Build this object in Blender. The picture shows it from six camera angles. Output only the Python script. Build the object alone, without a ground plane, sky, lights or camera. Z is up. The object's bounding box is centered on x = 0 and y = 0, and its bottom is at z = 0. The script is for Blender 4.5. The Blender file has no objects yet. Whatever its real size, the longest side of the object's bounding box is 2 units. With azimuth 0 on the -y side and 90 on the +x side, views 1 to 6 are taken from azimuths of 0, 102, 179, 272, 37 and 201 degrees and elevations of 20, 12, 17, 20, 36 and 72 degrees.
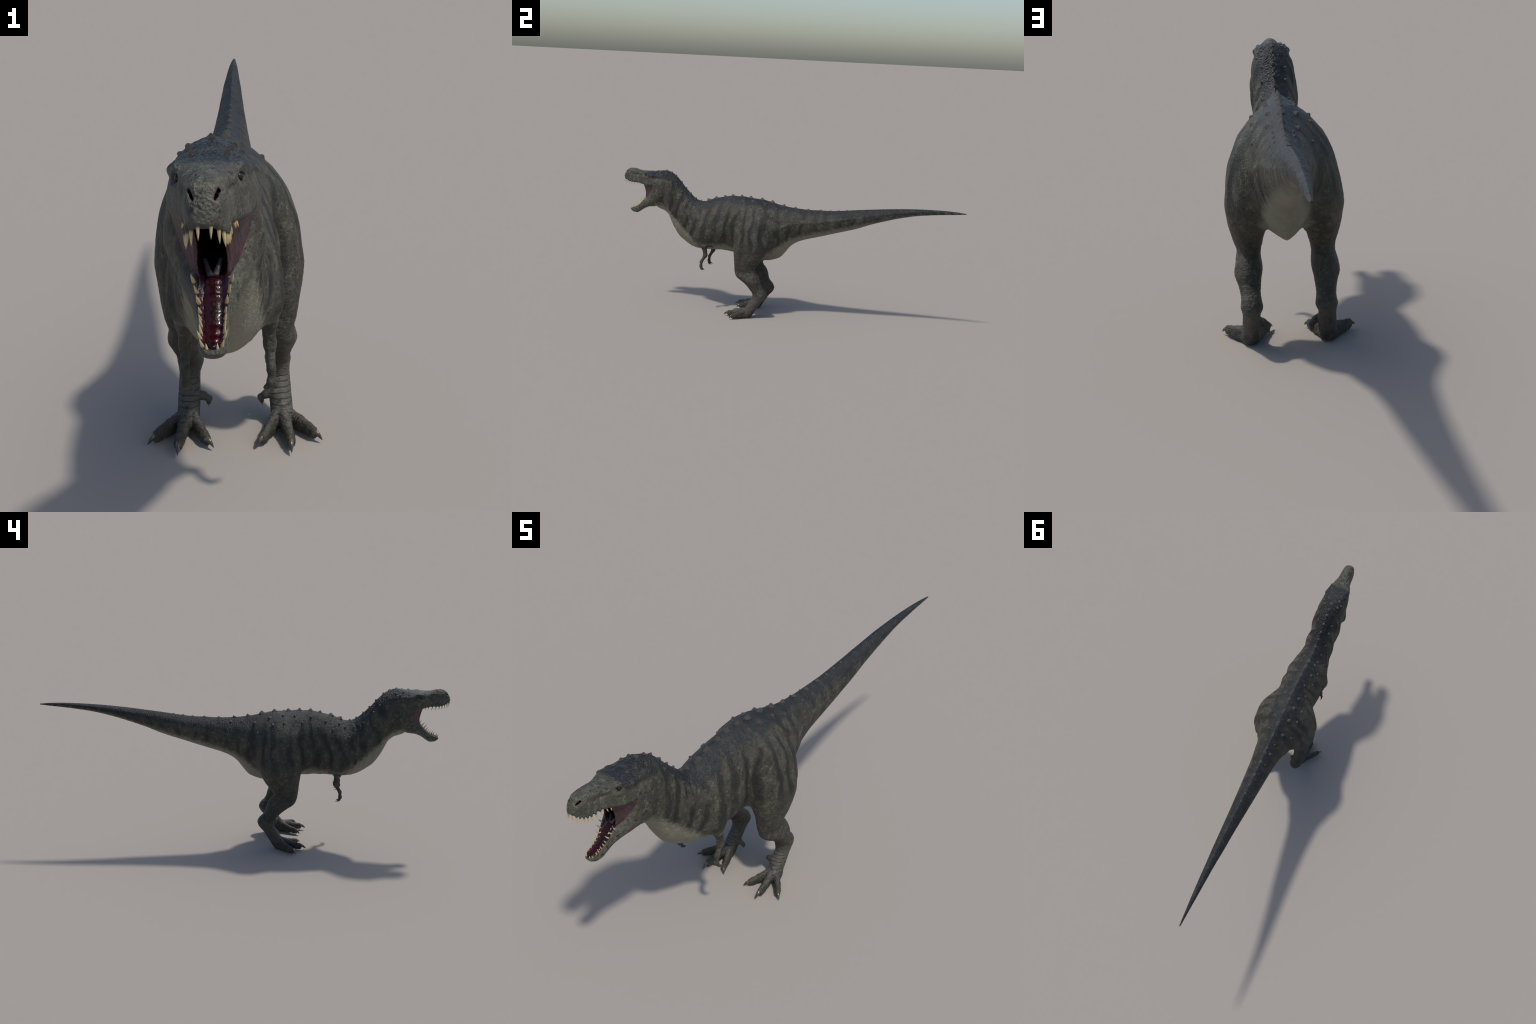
import bpy, math, random
import numpy as np
from mathutils import Vector, Matrix, Quaternion

random.seed(7)
RNG = np.random.default_rng(7)

# ----------------------------------------------------------------------------
# small maths kit
# ----------------------------------------------------------------------------
def curve(*pts):
    """Shape-preserving cubic through (t, value) control points."""
    p = np.array(sorted(pts), float)
    x, y = p[:, 0], p[:, 1]
    h = np.diff(x)
    d = np.diff(y) / h
    m = np.zeros_like(y)
    same = d[:-1] * d[1:] > 0
    w1, w2 = 2 * h[1:] + h[:-1], h[1:] + 2 * h[:-1]
    den = np.where(same, w1 / np.where(d[:-1] == 0, 1, d[:-1]) + w2 / np.where(d[1:] == 0, 1, d[1:]), 1)
    m[1:-1] = np.where(same, (w1 + w2) / den, 0)
    m[0], m[-1] = d[0], d[-1]

    def f(t):
        t = np.clip(np.asarray(t, float), x[0], x[-1])
        i = np.clip(np.searchsorted(x, t) - 1, 0, len(x) - 2)
        s = (t - x[i]) / h[i]
        return ((1 + 2 * s) * (1 - s) ** 2 * y[i] + s * (1 - s) ** 2 * h[i] * m[i]
                + s * s * (3 - 2 * s) * y[i + 1] + s * s * (s - 1) * h[i] * m[i + 1])
    f.pts = p
    return f


def smin(a, b, k):
    h = np.maximum(k - np.abs(a - b), 0) / k
    return np.minimum(a, b) - h * h * k * 0.25


def smax(a, b, k):
    return -smin(-a, -b, k)


def sstep(a, b, x):
    t = np.clip((x - a) / (b - a), 0, 1)
    return t * t * (3 - 2 * t)


def hash3(i, j, k):
    n = (i * 73856093) ^ (j * 19349663) ^ (k * 83492791)
    n = (n ^ (n >> 13)) * 1274126177
    return ((n ^ (n >> 16)) & 0xFFFF) / 65535.0 * 2 - 1


def vnoise(x, y, z):
    """Smooth value noise in -1..1."""
    xi, yi, zi = (np.floor(v).astype(np.int64) for v in (x, y, z))
    fx, fy, fz = x - xi, y - yi, z - zi
    fx, fy, fz = (f * f * f * (f * (f * 6 - 15) + 10) for f in (fx, fy, fz))
    r = 0
    for a in (0, 1):
        for b in (0, 1):
            for c in (0, 1):
                w = (fx if a else 1 - fx) * (fy if b else 1 - fy) * (fz if c else 1 - fz)
                r = r + w * hash3(xi + a, yi + b, zi + c)
    return r


def section(u0, v0, w, lo, hi, frac, au, al, bu, bl):
    """Signed radial distance to an egg-like superellipse: half width w, from lo to hi,
    widest at frac of the height; exponents for the upper and the lower half."""
    vc = lo + frac * (hi - lo)
    up = v0 > vc
    h = np.where(up, hi - vc, vc - lo) + 1e-6
    a, b = np.where(up, au, al), np.where(up, bu, bl)
    u, v = np.abs(u0) / w + 1e-7, np.abs(v0 - vc) / h + 1e-7
    ls = np.log(np.maximum(u, v))
    lu, lv = np.log(u), np.log(v)
    for _ in range(4):
        A, B = np.exp(np.clip(a * (lu - ls), -50, 50)), np.exp(np.clip(b * (lv - ls), -50, 50))
        ls = ls + np.log(A + B) * (A + B) / (a * A + b * B)
    s = np.exp(ls)
    r = np.hypot(u0, v0 - vc)
    return np.where(s < 0.02, -np.minimum(w, h), r * (1 - 1 / np.maximum(s, 0.02)))


def chain(P, nodes):
    """Round bars through nodes (x, y, z, radius), joined end to end."""
    d = np.full(len(P), 9.0)
    for n0, n1 in zip(nodes[:-1], nodes[1:]):
        a, b = np.array(n0[:3]), np.array(n1[:3])
        ab = b - a
        t = np.clip((P - a) @ ab / (ab @ ab), 0, 1)
        d = np.minimum(d, np.linalg.norm(P - a - t[:, None] * ab, axis=1) - (n0[3] + (n1[3] - n0[3]) * t))
    return d


def schain(P, nodes, k):
    d = None
    for n0, n1 in zip(nodes[:-1], nodes[1:]):
        c = chain(P, [n0, n1])
        d = c if d is None else smin(d, c, k)
    return d


def ell(P, c, r):
    q = (P - np.array(c)) / np.array(r)
    l = np.linalg.norm(q, axis=1)
    return (l - 1) * min(r)


# ----------------------------------------------------------------------------
# profiles of the animal (metres; nose at -y, tail at +y, symmetric in x)
# ----------------------------------------------------------------------------
TOP = curve((-1.001, .753), (-.998, .766), (-.991, .779), (-.981, .793), (-.968, .801), (-.950, .8045), (-.930, .803),
            (-.910, .797), (-.889, .7925), (-.860, .792), (-.820, .7935), (-.790, .797), (-.762, .802), (-.736, .8035),
            (-.705, .794), (-.679, .778), (-.655, .754), (-.620, .714), (-.590, .684), (-.560, .658), (-.535, .645),
            (-.515, .641), (-.497, .642), (-.470, .652), (-.430, .666), (-.376, .679), (-.330, .686), (-.277, .688),
            (-.223, .686), (-.153, .681), (-.094, .669), (-.024, .654), (.045, .646), (.120, .643), (.190, .645),
            (.250, .647), (.290, .651), (.420, .668), (.560, .684), (.690, .6955), (.810, .701), (.880, .702),
            (.930, .701), (.970, .6985), (.999, .6955))
BOTTOM = curve((-1.001, .752), (-.996, .747), (-.987, .741), (-.972, .731), (-.955, .7245), (-.940, .722), (-.910, .722),
               (-.885, .718), (-.868, .714), (-.850, .708), (-.832, .7045), (-.808, .704), (-.798, .650), (-.790, .588),
               (-.766, .574), (-.740, .565), (-.720, .549), (-.708, .532), (-.694, .503), (-.676, .466), (-.640, .417),
               (-.605, .391), (-.575, .373), (-.538, .361), (-.500, .357), (-.440, .361), (-.375, .362), (-.310, .357),
               (-.250, .345), (-.190, .330), (-.140, .321), (-.105, .324), (-.072, .333), (-.032, .352), (-.003, .385),
               (.030, .427), (.065, .450), (.100, .465), (.200, .495), (.300, .526), (.400, .557), (.475, .587),
               (.565, .617), (.640, .639), (.750, .663), (.856, .6765), (.950, .6855), (.999, .6905))
WIDTH = curve((-1.001, .004), (-.998, .011), (-.991, .0185), (-.980, .024), (-.960, .028), (-.926, .0300), (-.905, .034),
              (-.888, .040), (-.872, .046), (-.855, .0505), (-.830, .056), (-.800, .063), (-.770, .068), (-.745, .070),
              (-.700, .071), (-.650, .069), (-.610, .070), (-.580, .075), (-.550, .081), (-.520, .089), (-.490, .099),
              (-.460, .105), (-.420, .104), (-.390, .103), (-.330, .103), (-.270, .120), (-.200, .138), (-.130, .122),
              (-.080, .098), (-.030, .080), (.010, .069), (.050, .062), (.100, .056), (.200, .0485), (.300, .042),
              (.400, .0355), (.500, .0300), (.600, .0255), (.680, .0205), (.760, .0165), (.850, .0118), (.920, .0075),
              (.970, .0046), (.999, .0028))
WIDEST = curve((-1, .45), (-.9, .42), (-.82, .38), (-.79, .55), (-.7, .5), (-.6, .45), (-.48, .38), (-.35, .40), (-.2, .42),
               (0, .55), (.2, .55), (.6, .5), (1, .5))
A_UP = curve((-1, 2.0), (-.95, 2.2), (-.88, 2.8), (-.85, 4.0), (-.81, 3.2), (-.77, 2.4), (-.7, 1.9), (-.6, 1.7), (-.5, 1.6), (-.3, 1.65), (-.2, 1.85), (-.1, 1.65), (.02, 1.5),
             (.3, 1.55), (1, 1.7))
B_UP = curve((-1, 2.0), (-.95, 2.4), (-.85, 4.0), (-.81, 3.0), (-.77, 2.4), (-.6, 2.0), (-.3, 2.0), (1, 2.0))
A_LO = curve((-1, 2.4), (-.97, 4.5), (-.83, 5.0), (-.79, 2.2), (-.7, 2.0), (-.6, 1.8), (-.4, 1.8), (-.27, 1.5), (-.18, 1.35), (-.10, 1.27), (-.02, 1.45), (.06, 1.8),
             (1, 1.9))
B_LO = curve((-1, 2.4), (-.97, 6.0), (-.82, 6.0), (-.79, 2.2), (-.6, 2.0), (-.3, 2.0), (-.18, 1.8), (-.10, 1.65), (.05, 1.9), (1, 2.0))

JAW_TOP = curve((-.9595, .559), (-.953, .566), (-.945, .570), (-.935, .5735), (-.920, .580), (-.907, .588), (-.891, .603),
                (-.879, .617), (-.863, .632), (-.852, .640), (-.836, .656), (-.818, .684), (-.805, .708), (-.790, .716),
                (-.765, .705), (-.742, .670))
JAW_BOTTOM = curve((-.9595, .558), (-.951, .549), (-.935, .5415), (-.918, .540), (-.900, .5485), (-.884, .560),
                   (-.862, .573), (-.840, .5815), (-.807, .5855), (-.785, .592), (-.765, .608), (-.742, .645))
JAW_WIDTH = curve((-.9595, .006), (-.955, .0115), (-.948, .0155), (-.935, .0195), (-.920, .0205), (-.900, .0225), (-.880, .028),
                  (-.860, .0365), (-.840, .046), (-.820, .0545), (-.800, .0625), (-.780, .069), (-.760, .0735), (-.742, .071))
MEMBRANE_FRONT = curve((.60, -.862), (.634, -.860), (.662, -.858), (.686, -.862), (.713, -.871), (.73, -.875))
MEMBRANE_WIDTH = curve((-.872, .0245), (-.862, .0262), (-.850, .0345), (-.830, .0462), (-.810, .0550), (-.797, .0590), (-.78, .060), (-.70, .058))

LEG_FRONT = curve((0, -.212), (.02, -.214), (.045, -.207), (.06, -.198), (.09, -.178), (.119, -.163), (.140, -.163), (.168, -.181), (.195, -.205),
                  (.215, -.229), (.233, -.256), (.255, -.270), (.285, -.276), (.340, -.282), (.390, -.288), (.45, -.290),
                  (.52, -.280), (.57, -.255), (.60, -.215), (.61, -.185))
LEG_BACK = curve((0, -.170), (.008, -.162), (.046, -.137), (.088, -.111), (.118, -.086), (.137, -.080), (.160, -.0895), (.180, -.108),
                 (.195, -.1165), (.230, -.1255), (.256, -.138), (.274, -.153), (.287, -.158), (.301, -.152), (.325, -.133),
                 (.348, -.115), (.39, -.092), (.45, -.078), (.52, -.080), (.57, -.105), (.60, -.140), (.61, -.165))
LEG_IN = curve((0, .090), (.02, .084), (.08, .081), (.105, .081), (.137, .074), (.165, .077), (.196, .076), (.23, .069), (.26, .072),
               (.297, .064), (.33, .055), (.37, .040), (.42, .03), (.61, .02))
LEG_OUT = curve((0, .132), (.02, .138), (.04, .134), (.08, .131), (.11, .129), (.14, .132), (.17, .1335), (.196, .139), (.22, .1455),
                (.24, .1445), (.268, .139), (.30, .146), (.34, .154), (.38, .159), (.41, .1625), (.45, .1585), (.495, .149),
                (.54, .133), (.58, .106), (.61, .075))

TOES = [[(.110, -.205, .032, .0225), (.118, -.245, .024, .0185), (.1235, -.275, .0175, .0160), (.1255, -.293, .0170, .0150)],
        [(.118, -.195, .030, .0205), (.150, -.223, .021, .0170), (.1695, -.245, .0165, .0150), (.1785, -.2575, .0155, .0135)],
        [(.098, -.205, .030, .0205), (.079, -.240, .020, .0160), (.0690, -.263, .0160, .0145), (.0630, -.2745, .0150, .0135)]]
TALL = np.array([1, 1, .64])
WEBS = [[(.113, -.176, .012, .012), (.158, -.232, .010, .0090)], [(.104, -.180, .012, .012), (.078, -.240, .010, .0090)]]
CLAWS = [((.1255, -.303, .0205), (.1265, -.315, .0175), (.122, -.3235, .006)),
         ((.1840, -.263, .0185), (.1915, -.2695, .0155), (.1965, -.2725, .004)),
         ((.0590, -.281, .0180), (.0525, -.2885, .0150), (.0465, -.2915, .004))]
HALLUX = [(.092, -.172, .078, .012), (.074, -.168, .069, .0100), (.0615, -.163, .059, .0078), (.0625, -.158, .045, .0052)]
ARM = [(.070, -.475, .430, .034), (.080, -.470, .388, .0155), (.0815, -.462, .342, .0115), (.0815, -.463, .333, .0105),
       (.083, -.484, .296, .0078), (.083, -.4865, .270, .0072), (.083, -.486, .262, .0072)]
FINGERS = [[(.083, -.486, .270, .0068), (.0915, -.483, .2565, .0046), (.0930, -.4745, .2515, .0040)],
           [(.083, -.486, .270, .0068), (.0735, -.485, .2560, .0046), (.0710, -.4775, .2505, .0040)]]

# soft lumps and hollows sculpted into the skin: centre, radii, height
LUMPS = [((.047, -.847, .7895), (.009, .013, .0055), .0048), ((.048, -.833, .786), (.010, .020, .008), .0025),      # brow ridge
         ((.046, -.860, .773), (.010, .012, .0065), -.0100), ((.052, -.846, .757), (.010, .018, .006), .0035),    # eye hollow, cheekbone
         ((.032, -.905, .770), (.012, .038, .006), -.0045), ((.026, -.935, .787), (.010, .040, .006), .0025),    # groove beside the snout ridge
         ((.016, -.974, .795), (.010, .010, .007), .0018), ((.013, -.992, .774), (.006, .005, .005), .0012),
         ((.058, -.800, .775), (.012, .045, .008), .0040), ((.062, -.790, .757), (.014, .050, .008), -.0048),    # ridge behind the eye
         ((.060, -.810, .722), (.012, .040, .012), .0030), ((.056, -.845, .722), (.012, .030, .010), .0015),     # upper cheek roll
         ((.070, -.770, .660), (.016, .024, .040), .0045), ((.075, -.728, .650), (.016, .012, .050), -.0045),    # jaw muscle and crease behind
         ((.072, -.690, .640), (.025, .014, .060), .0030),
         ((.070, -.655, .600), (.030, .010, .080), -.0035), ((.075, -.620, .570), (.030, .014, .080), .0035),
         ((.080, -.588, .560), (.030, .009, .070), -.0035),
         ((.088, -.520, .560), (.030, .028, .050), .0050), ((.105, -.480, .480), (.030, .035, .050), .0042),     # shoulder
         ((.100, -.500, .420), (.030, .035, .040), .0050), ((.105, -.420, .480), (.030, .022, .070), -.0040),
         ((.100, -.385, .520), (.030, .012, .060), .0030), ((.100, -.345, .520), (.030, .012, .060), -.0020),
         ((.105, -.310, .500), (.030, .018, .080), -.0050),                                                      # flank before the thigh
         ((.120, -.235, .590), (.025, .050, .030), .0040), ((.120, -.160, .570), (.030, .030, .040), .0030),     # hip bones
         ((.150, -.245, .520), (.040, .045, .040), .0030), ((.155, -.262, .400), (.030, .020, .090), .0015), ((.160, -.222, .380), (.030, .011, .090), -.0030),
         ((.160, -.185, .400), (.030, .018, .090), .0010), ((.150, -.115, .520), (.040, .022, .040), -.0035), ((.140, -.290, .560), (.040, .014, .050), -.0040),
         ((.120, -.255, .640), (.030, .007, .012), .0018), ((.120, -.228, .628), (.030, .006, .012), -.0015), ((.120, -.205, .632), (.030, .007, .012), .0015),
         ((.155, -.150, .420), (.030, .025, .080), .0010), ((.150, -.110, .400), (.040, .020, .060), -.0030),
         ((.145, -.250, .245), (.020, .022, .018), .0030), ((.140, -.160, .215), (.020, .025, .030), .0030),     # knee, calf
         ((.140, -.200, .235), (.016, .014, .035), -.0025), ((.075, -.165, .205), (.015, .025, .035), .0025),
         ((.135, -.110, .135), (.015, .018, .018), .0030), ((.075, -.105, .135), (.015, .018, .018), .0030),     # ankle
         ((.135, -.120, .165), (.015, .014, .018), -.0025)]


def boxed(P, lo, hi, fn, big=.2):
    out = np.full(len(P), big)
    m = np.all((P > np.array(lo) - .03) & (P < np.array(hi) + .03), axis=1)
    if m.any():
        out[m] = fn(P[m])
    return out


def body_field(P):
    y = P[:, 1]
    d = section(P[:, 0], P[:, 2], WIDTH(y), BOTTOM(y), TOP(y), WIDEST(y), A_UP(y), A_LO(y), B_UP(y), B_LO(y))
    return np.maximum(d, np.maximum(-1.001 - y, y - 1.0))


def jaw_field(P):
    y = P[:, 1]
    d = section(P[:, 0], P[:, 2], JAW_WIDTH(y), JAW_BOTTOM(y), JAW_TOP(y), .5 + .05 * y, 4.0, 2.2, 5.0, 2.2)
    return np.maximum(d, np.maximum(-.9595 - y, y + .742))


def membrane_field(P):
    y, z = P[:, 1], P[:, 2]
    front = MEMBRANE_FRONT(z)
    ys = y - (front + .865)
    d = (P[:, 0] - MEMBRANE_WIDTH(ys)) * .75
    d = np.maximum(d, front - y)
    d = np.maximum(d, y + .72)
    top, bot = BOTTOM(np.minimum(y, -.815)) + .012, JAW_TOP(y) - .014
    return np.maximum(d, np.maximum(z - top, bot - z))


THROAT_W = curve((-.90, .0195), (-.866, .0195), (-.84, .0195), (-.80, .021), (-.76, .020), (-.72, .013), (-.69, .003))
THROAT_TOP = curve((-.90, .722), (-.87, .720), (-.84, .714), (-.80, .708), (-.74, .690), (-.69, .660))
THROAT_BOT = curve((-.90, .600), (-.87, .618), (-.85, .628), (-.82, .640), (-.78, .648), (-.74, .650), (-.69, .655))


def mouth_field(P):
    """Everything hollow: throat, trough of the lower jaw, vault of the palate."""
    y, x, z = P[:, 1], P[:, 0], P[:, 2]
    t = section(x, z, THROAT_W(y), THROAT_BOT(y), THROAT_TOP(y), .5, 3, 3, 3, 3)
    t = np.maximum(t, np.maximum(-.874 - y, y + .69))
    w = np.minimum(np.maximum(JAW_WIDTH(y) - .0045, .003), .0225 - .0030 * sstep(-.88, -.868, y))
    top = JAW_TOP(y)
    j = section(x, z, w, top - .0085, top + .03, .5, 3, 3, 3, 3)
    j = np.maximum(j, np.maximum(-.9525 - y, y + .81))
    w = np.minimum(np.maximum(WIDTH(y) - .0085, .002), .0225)
    lip = BOTTOM(y)
    p = section(x, z, w, lip - .03, lip + .011, .6, 3, 3, 2.5, 3)
    p = np.maximum(p, np.maximum(-.988 - y, y + .84))
    return smin(smin(t, j, .006), p, .006)


def leg_field(P):
    z = P[:, 2]
    f, b, i, o = LEG_FRONT(z), LEG_BACK(z), LEG_IN(z), LEG_OUT(z)
    d = section(P[:, 0] - (i + o) / 2, P[:, 1], (o - i) / 2, f, b, .5, 1.35 + .85 * sstep(.02, .075, z), 2.2, 2.0, 2.3)
    d = smax(d, z - .610, .02)
    for t in TOES:
        d = smin(d, boxed(P, (.03, -.32, -.02), (.22, -.15, .08), lambda q: schain(q * TALL, [(a, b, c * .64, r * .70) for a, b, c, r in t], .004)), .006)
    for w in WEBS:
        d = smin(d, boxed(P, (.03, -.28, -.02), (.22, -.12, .06), lambda q: chain(q, w)), .008)
    d = smin(d, boxed(P, (.03, -.2, .02), (.12, -.13, .1), lambda q: schain(q, HALLUX, .004)), .006)
    return smax(d, -z, .004)


def arm_field(P):
    d = schain(P, ARM, .008)
    for f in FINGERS:
        d = smin(d, schain(P, f, .003), .004)
    return d


def nostril_field(P):
    """Slanting slit on the corner of the snout, wide above and narrow below."""
    rim = [(.0192, -.9745, .7880, .0028), (.0160, -.9815, .7830, .0026), (.0130, -.9880, .7778, .0014)]
    pit = [(x - .003, y + .006, z - .004, r) for x, y, z, r in rim]
    return np.minimum(chain(P, rim), chain(P, [rim[0], pit[0], pit[1], rim[1], pit[1], pit[2], rim[2]]))


UPPER = [((.008, -.9965, .748), (.008, -.999, .731)), ((.017, -.9905, .741), (.018, -.993, .722)), ((.0225, -.983, .7355), (.024, -.987, .7175)),
         ((.0255, -.972, .730), (.027, -.973, .7145)), ((.0270, -.960, .7255), (.028, -.960, .711)), ((.0275, -.947, .7225), (.0295, -.948, .708)),
         ((.0280, -.931, .7215), (.0305, -.929, .706)), ((.0285, -.914, .7215), (.0315, -.912, .7065)), ((.0335, -.895, .721), (.0358, -.894, .7105)),
         ((.0355, -.881, .7185), (.0380, -.883, .7095))]
LOWER = [((.0070, -.9530, .563), (.0080, -.957, .5735)), ((.0125, -.948, .565), (.017, -.957, .578)), ((.0155, -.936, .571), (.0205, -.943, .586)),
         ((.0155, -.927, .5745), (.018, -.933, .589)), ((.0158, -.916, .580), (.018, -.924, .593)), ((.0165, -.907, .586), (.019, -.914, .598)),
         ((.0172, -.899, .5935), (.0195, -.908, .605)), ((.0190, -.889, .6035), (.0215, -.904, .619)), ((.0220, -.879, .615), (.025, -.893, .630)),
         ((.0265, -.867, .6265), (.029, -.880, .641))]


def socket_field(P):
    """Little swellings of the lip round each tooth root, which scallop the lip line."""
    d = np.full(len(P), .2)
    for rows, sink in ((UPPER, .0042), (LOWER, .0030)):
        for b, t in rows:
            B, T = np.array(b), np.array(t)
            u = (T - B) / np.linalg.norm(T - B)
            c = B - u * sink
            d = np.minimum(d, chain(P, [(*(c - u * .004), .0042), (*c, .0036)]))
    return d


def components(P):
    Q = P.copy()
    Q[:, 0] = np.abs(Q[:, 0])
    c = {}
    c["body"] = body_field(Q)
    c["leg"] = boxed(Q, (0, -.33, -.01), (.21, -.06, .66), leg_field)
    c["arm"] = boxed(Q, (.03, -.53, .24), (.12, -.42, .46), arm_field)
    c["jaw"] = boxed(Q, (0, -.965, .53), (.08, -.735, .73), jaw_field)
    c["membrane"] = boxed(Q, (0, -.88, .58), (.08, -.70, .74), membrane_field)
    c["mouth"] = boxed(Q, (0, -.99, .54), (.05, -.68, .76), mouth_field)
    c["gum"] = boxed(Q, (0, -1.01, .54), (.05, -.85, .76), socket_field)
    c["nostril"] = boxed(Q, (0, -.995, .76), (.035, -.955, .805), nostril_field)
    c["socket"] = boxed(Q, (.02, -.87, .755), (.07, -.83, .79), lambda q: ell(q, (.0470, -.8560, .7715), (.0085, .0090, .0062)))
    lump = np.zeros(len(P))
    for ctr, rad, amt in LUMPS:
        if ctr[1] > -.72 and ctr[2] > .3:
            amt = amt * 1.5
        m = np.all(np.abs(Q - np.array(ctr)) < 2.6 * np.array(rad), axis=1)
        if m.any():
            e = (((Q[m] - np.array(ctr)) / np.array(rad)) ** 2).sum(1)
            lump[m] += amt * np.exp(-e)
    w = WIDTH(Q[:, 1])
    amp = np.minimum(.10 * w, .0065) * sstep(-.80, -.70, Q[:, 1])
    keel = amp * (np.exp(-Q[:, 0] / np.minimum(.4 * w + .001, .026)) - 1) * (Q[:, 2] > .5 * (TOP(Q[:, 1]) + BOTTOM(Q[:, 1])))
    lump += keel * sstep(.9, .2, Q[:, 0] / (w + 1e-4))
    # ridge along the side of the tail
    mid = BOTTOM(Q[:, 1]) + .60 * (TOP(Q[:, 1]) - BOTTOM(Q[:, 1]))
    lump += .045 * w * np.exp(-((Q[:, 2] - mid) / (.16 * w + .002)) ** 2) * sstep(-.12, .02, Q[:, 1]) * sstep(.7, .4, Q[:, 1]) * sstep(.3, .8, Q[:, 0] / (w + 1e-4))
    # rolls of skin round the neck and the flank, rings on the front of the shank
    x, y, z = Q.T
    fold = np.sin((y + .25 * (z - .6) + .012 * vnoise(x * 20, P[:, 1] * 18, z * 20)) * 2 * math.pi / .030)
    lump += .0016 * fold * sstep(-.76, -.72, y) * sstep(-.48, -.56, y) * sstep(.0, .04, x)
    lump += .0021 * vnoise(P[:, 0] * 28 + 5, y * 34, z * 16) * sstep(-.5, -.4, y) * sstep(.1, -.02, y) * sstep(.2, .3, z)
    c["lump"] = lump
    return c


def combine(c):
    d = smin(c["body"], c["leg"], .028)
    d = smin(d, c["arm"], .016)
    d = smin(d, c["jaw"], .005)
    d = d - c["lump"]
    d = smin(d, c["membrane"], .003)
    d = smax(d, -c["mouth"], .0035)
    d = smin(d, c["gum"], .004)
    d = smax(d, -c["nostril"], .002)
    return smax(d, -c["socket"], .003)


def field(P):
    return combine(components(P))


# ----------------------------------------------------------------------------
# skin: one closed surface pulled from the field by surface nets
# ----------------------------------------------------------------------------
H = .0034


def build_skin():
    blk = 4
    nx = int(.215 / H) // blk * blk + blk
    ny = int(2.03 / H) // blk * blk + blk
    nz = int(.84 / H) // blk * blk + blk
    oy, oz = -1.013, -.0085
    F = np.empty((nx + 1, ny + 1, nz + 1), np.float32)
    bc = np.stack(np.meshgrid(np.arange(nx // blk), np.arange(ny // blk), np.arange(nz // blk), indexing="ij"), -1).reshape(-1, 3)
    ctr = (bc * blk + blk / 2) * H + np.array([0, oy, oz])
    v = np.empty(len(ctr))
    for s in range(0, len(ctr), 200000):
        v[s:s + 200000] = field(ctr[s:s + 200000])
    coarse = v.reshape(nx // blk, ny // blk, nz // blk).astype(np.float32)
    for ax in range(3):
        coarse = np.repeat(coarse, blk, axis=ax)
    F[:nx, :ny, :nz] = coarse
    F[nx], F[:, ny], F[:, :, nz] = .2, .2, .2
    near = bc[np.abs(v) < .032]
    off = np.stack(np.meshgrid(*[np.arange(blk + 1)] * 3, indexing="ij"), -1).reshape(-1, 3)
    ids = (near[:, None, :] * blk + off[None]).reshape(-1, 3)
    flat = np.unique((ids[:, 0] * (ny + 1) + ids[:, 1]) * (nz + 1) + ids[:, 2])
    i, r = flat // ((ny + 1) * (nz + 1)), flat % ((ny + 1) * (nz + 1))
    pts = np.stack([i * H, (r // (nz + 1)) * H + oy, (r % (nz + 1)) * H + oz], -1)
    val = np.empty(len(pts))
    for s in range(0, len(pts), 300000):
        val[s:s + 300000] = field(pts[s:s + 300000])
    F.reshape(-1)[flat] = val
    F = np.concatenate([F[:0:-1], F], 0)
    ox = -nx * H
    S = F < 0
    NX, NY, NZ = F.shape
    # active cells
    cnt = np.zeros((NX - 1, NY - 1, NZ - 1), np.int8)
    for a in (0, 1):
        for b in (0, 1):
            for c in (0, 1):
                cnt += S[a:NX - 1 + a, b:NY - 1 + b, c:NZ - 1 + c]
    cells = np.argwhere((cnt > 0) & (cnt < 8))
    index = np.full(cnt.shape, -1, np.int32)
    index[tuple(cells.T)] = np.arange(len(cells))
    corner = {(a, b, c): F[cells[:, 0] + a, cells[:, 1] + b, cells[:, 2] + c].astype(float) for a in (0, 1) for b in (0, 1) for c in (0, 1)}
    acc, num = np.zeros((len(cells), 3)), np.zeros(len(cells))
    for ax in range(3):
        for p in range(2):
            for q in range(2):
                k0 = [p, q]
                k0.insert(ax, 0)
                k1 = list(k0)
                k1[ax] = 1
                f0, f1 = corner[tuple(k0)], corner[tuple(k1)]
                m = (f0 < 0) != (f1 < 0)
                t = np.where(m, f0 / np.where(m, f0 - f1, 1), 0)
                pos = np.tile(np.array(k0, float), (len(cells), 1))
                pos[:, ax] += t
                acc[m] += pos[m]
                num[m] += 1
    V = (cells + acc / num[:, None]) * H + np.array([ox, oy, oz])
    quads = []
    for ax in range(3):
        o = [a for a in range(3) if a != ax]
        sl0 = [slice(None)] * 3
        sl1 = [slice(None)] * 3
        sl0[ax], sl1[ax] = slice(0, -1), slice(1, None)
        A, B = S[tuple(sl0)], S[tuple(sl1)]
        e = np.argwhere(A != B)
        e = e[np.all((e[:, o] > 0) & (e[:, o] < np.array(cnt.shape)[o]), axis=1)]
        inside = A[tuple(e.T)]
        q = []
        for d0, d1 in ((0, 0), (-1, 0), (-1, -1), (0, -1)):
            c = e.copy()
            c[:, o[0]] += d0
            c[:, o[1]] += d1
            q.append(index[tuple(c.T)])
        q = np.stack(q, -1)
        flip = inside if ax != 1 else ~inside
        q[~flip] = q[~flip][:, ::-1]
        quads.append(q)
    Q = np.concatenate(quads)
    return V, Q


def edge_list(Q):
    e = np.concatenate([Q[:, [i, (i + 1) % 4]] for i in range(4)])
    e.sort(1)
    return np.unique(e, axis=0, return_inverse=True)


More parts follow.
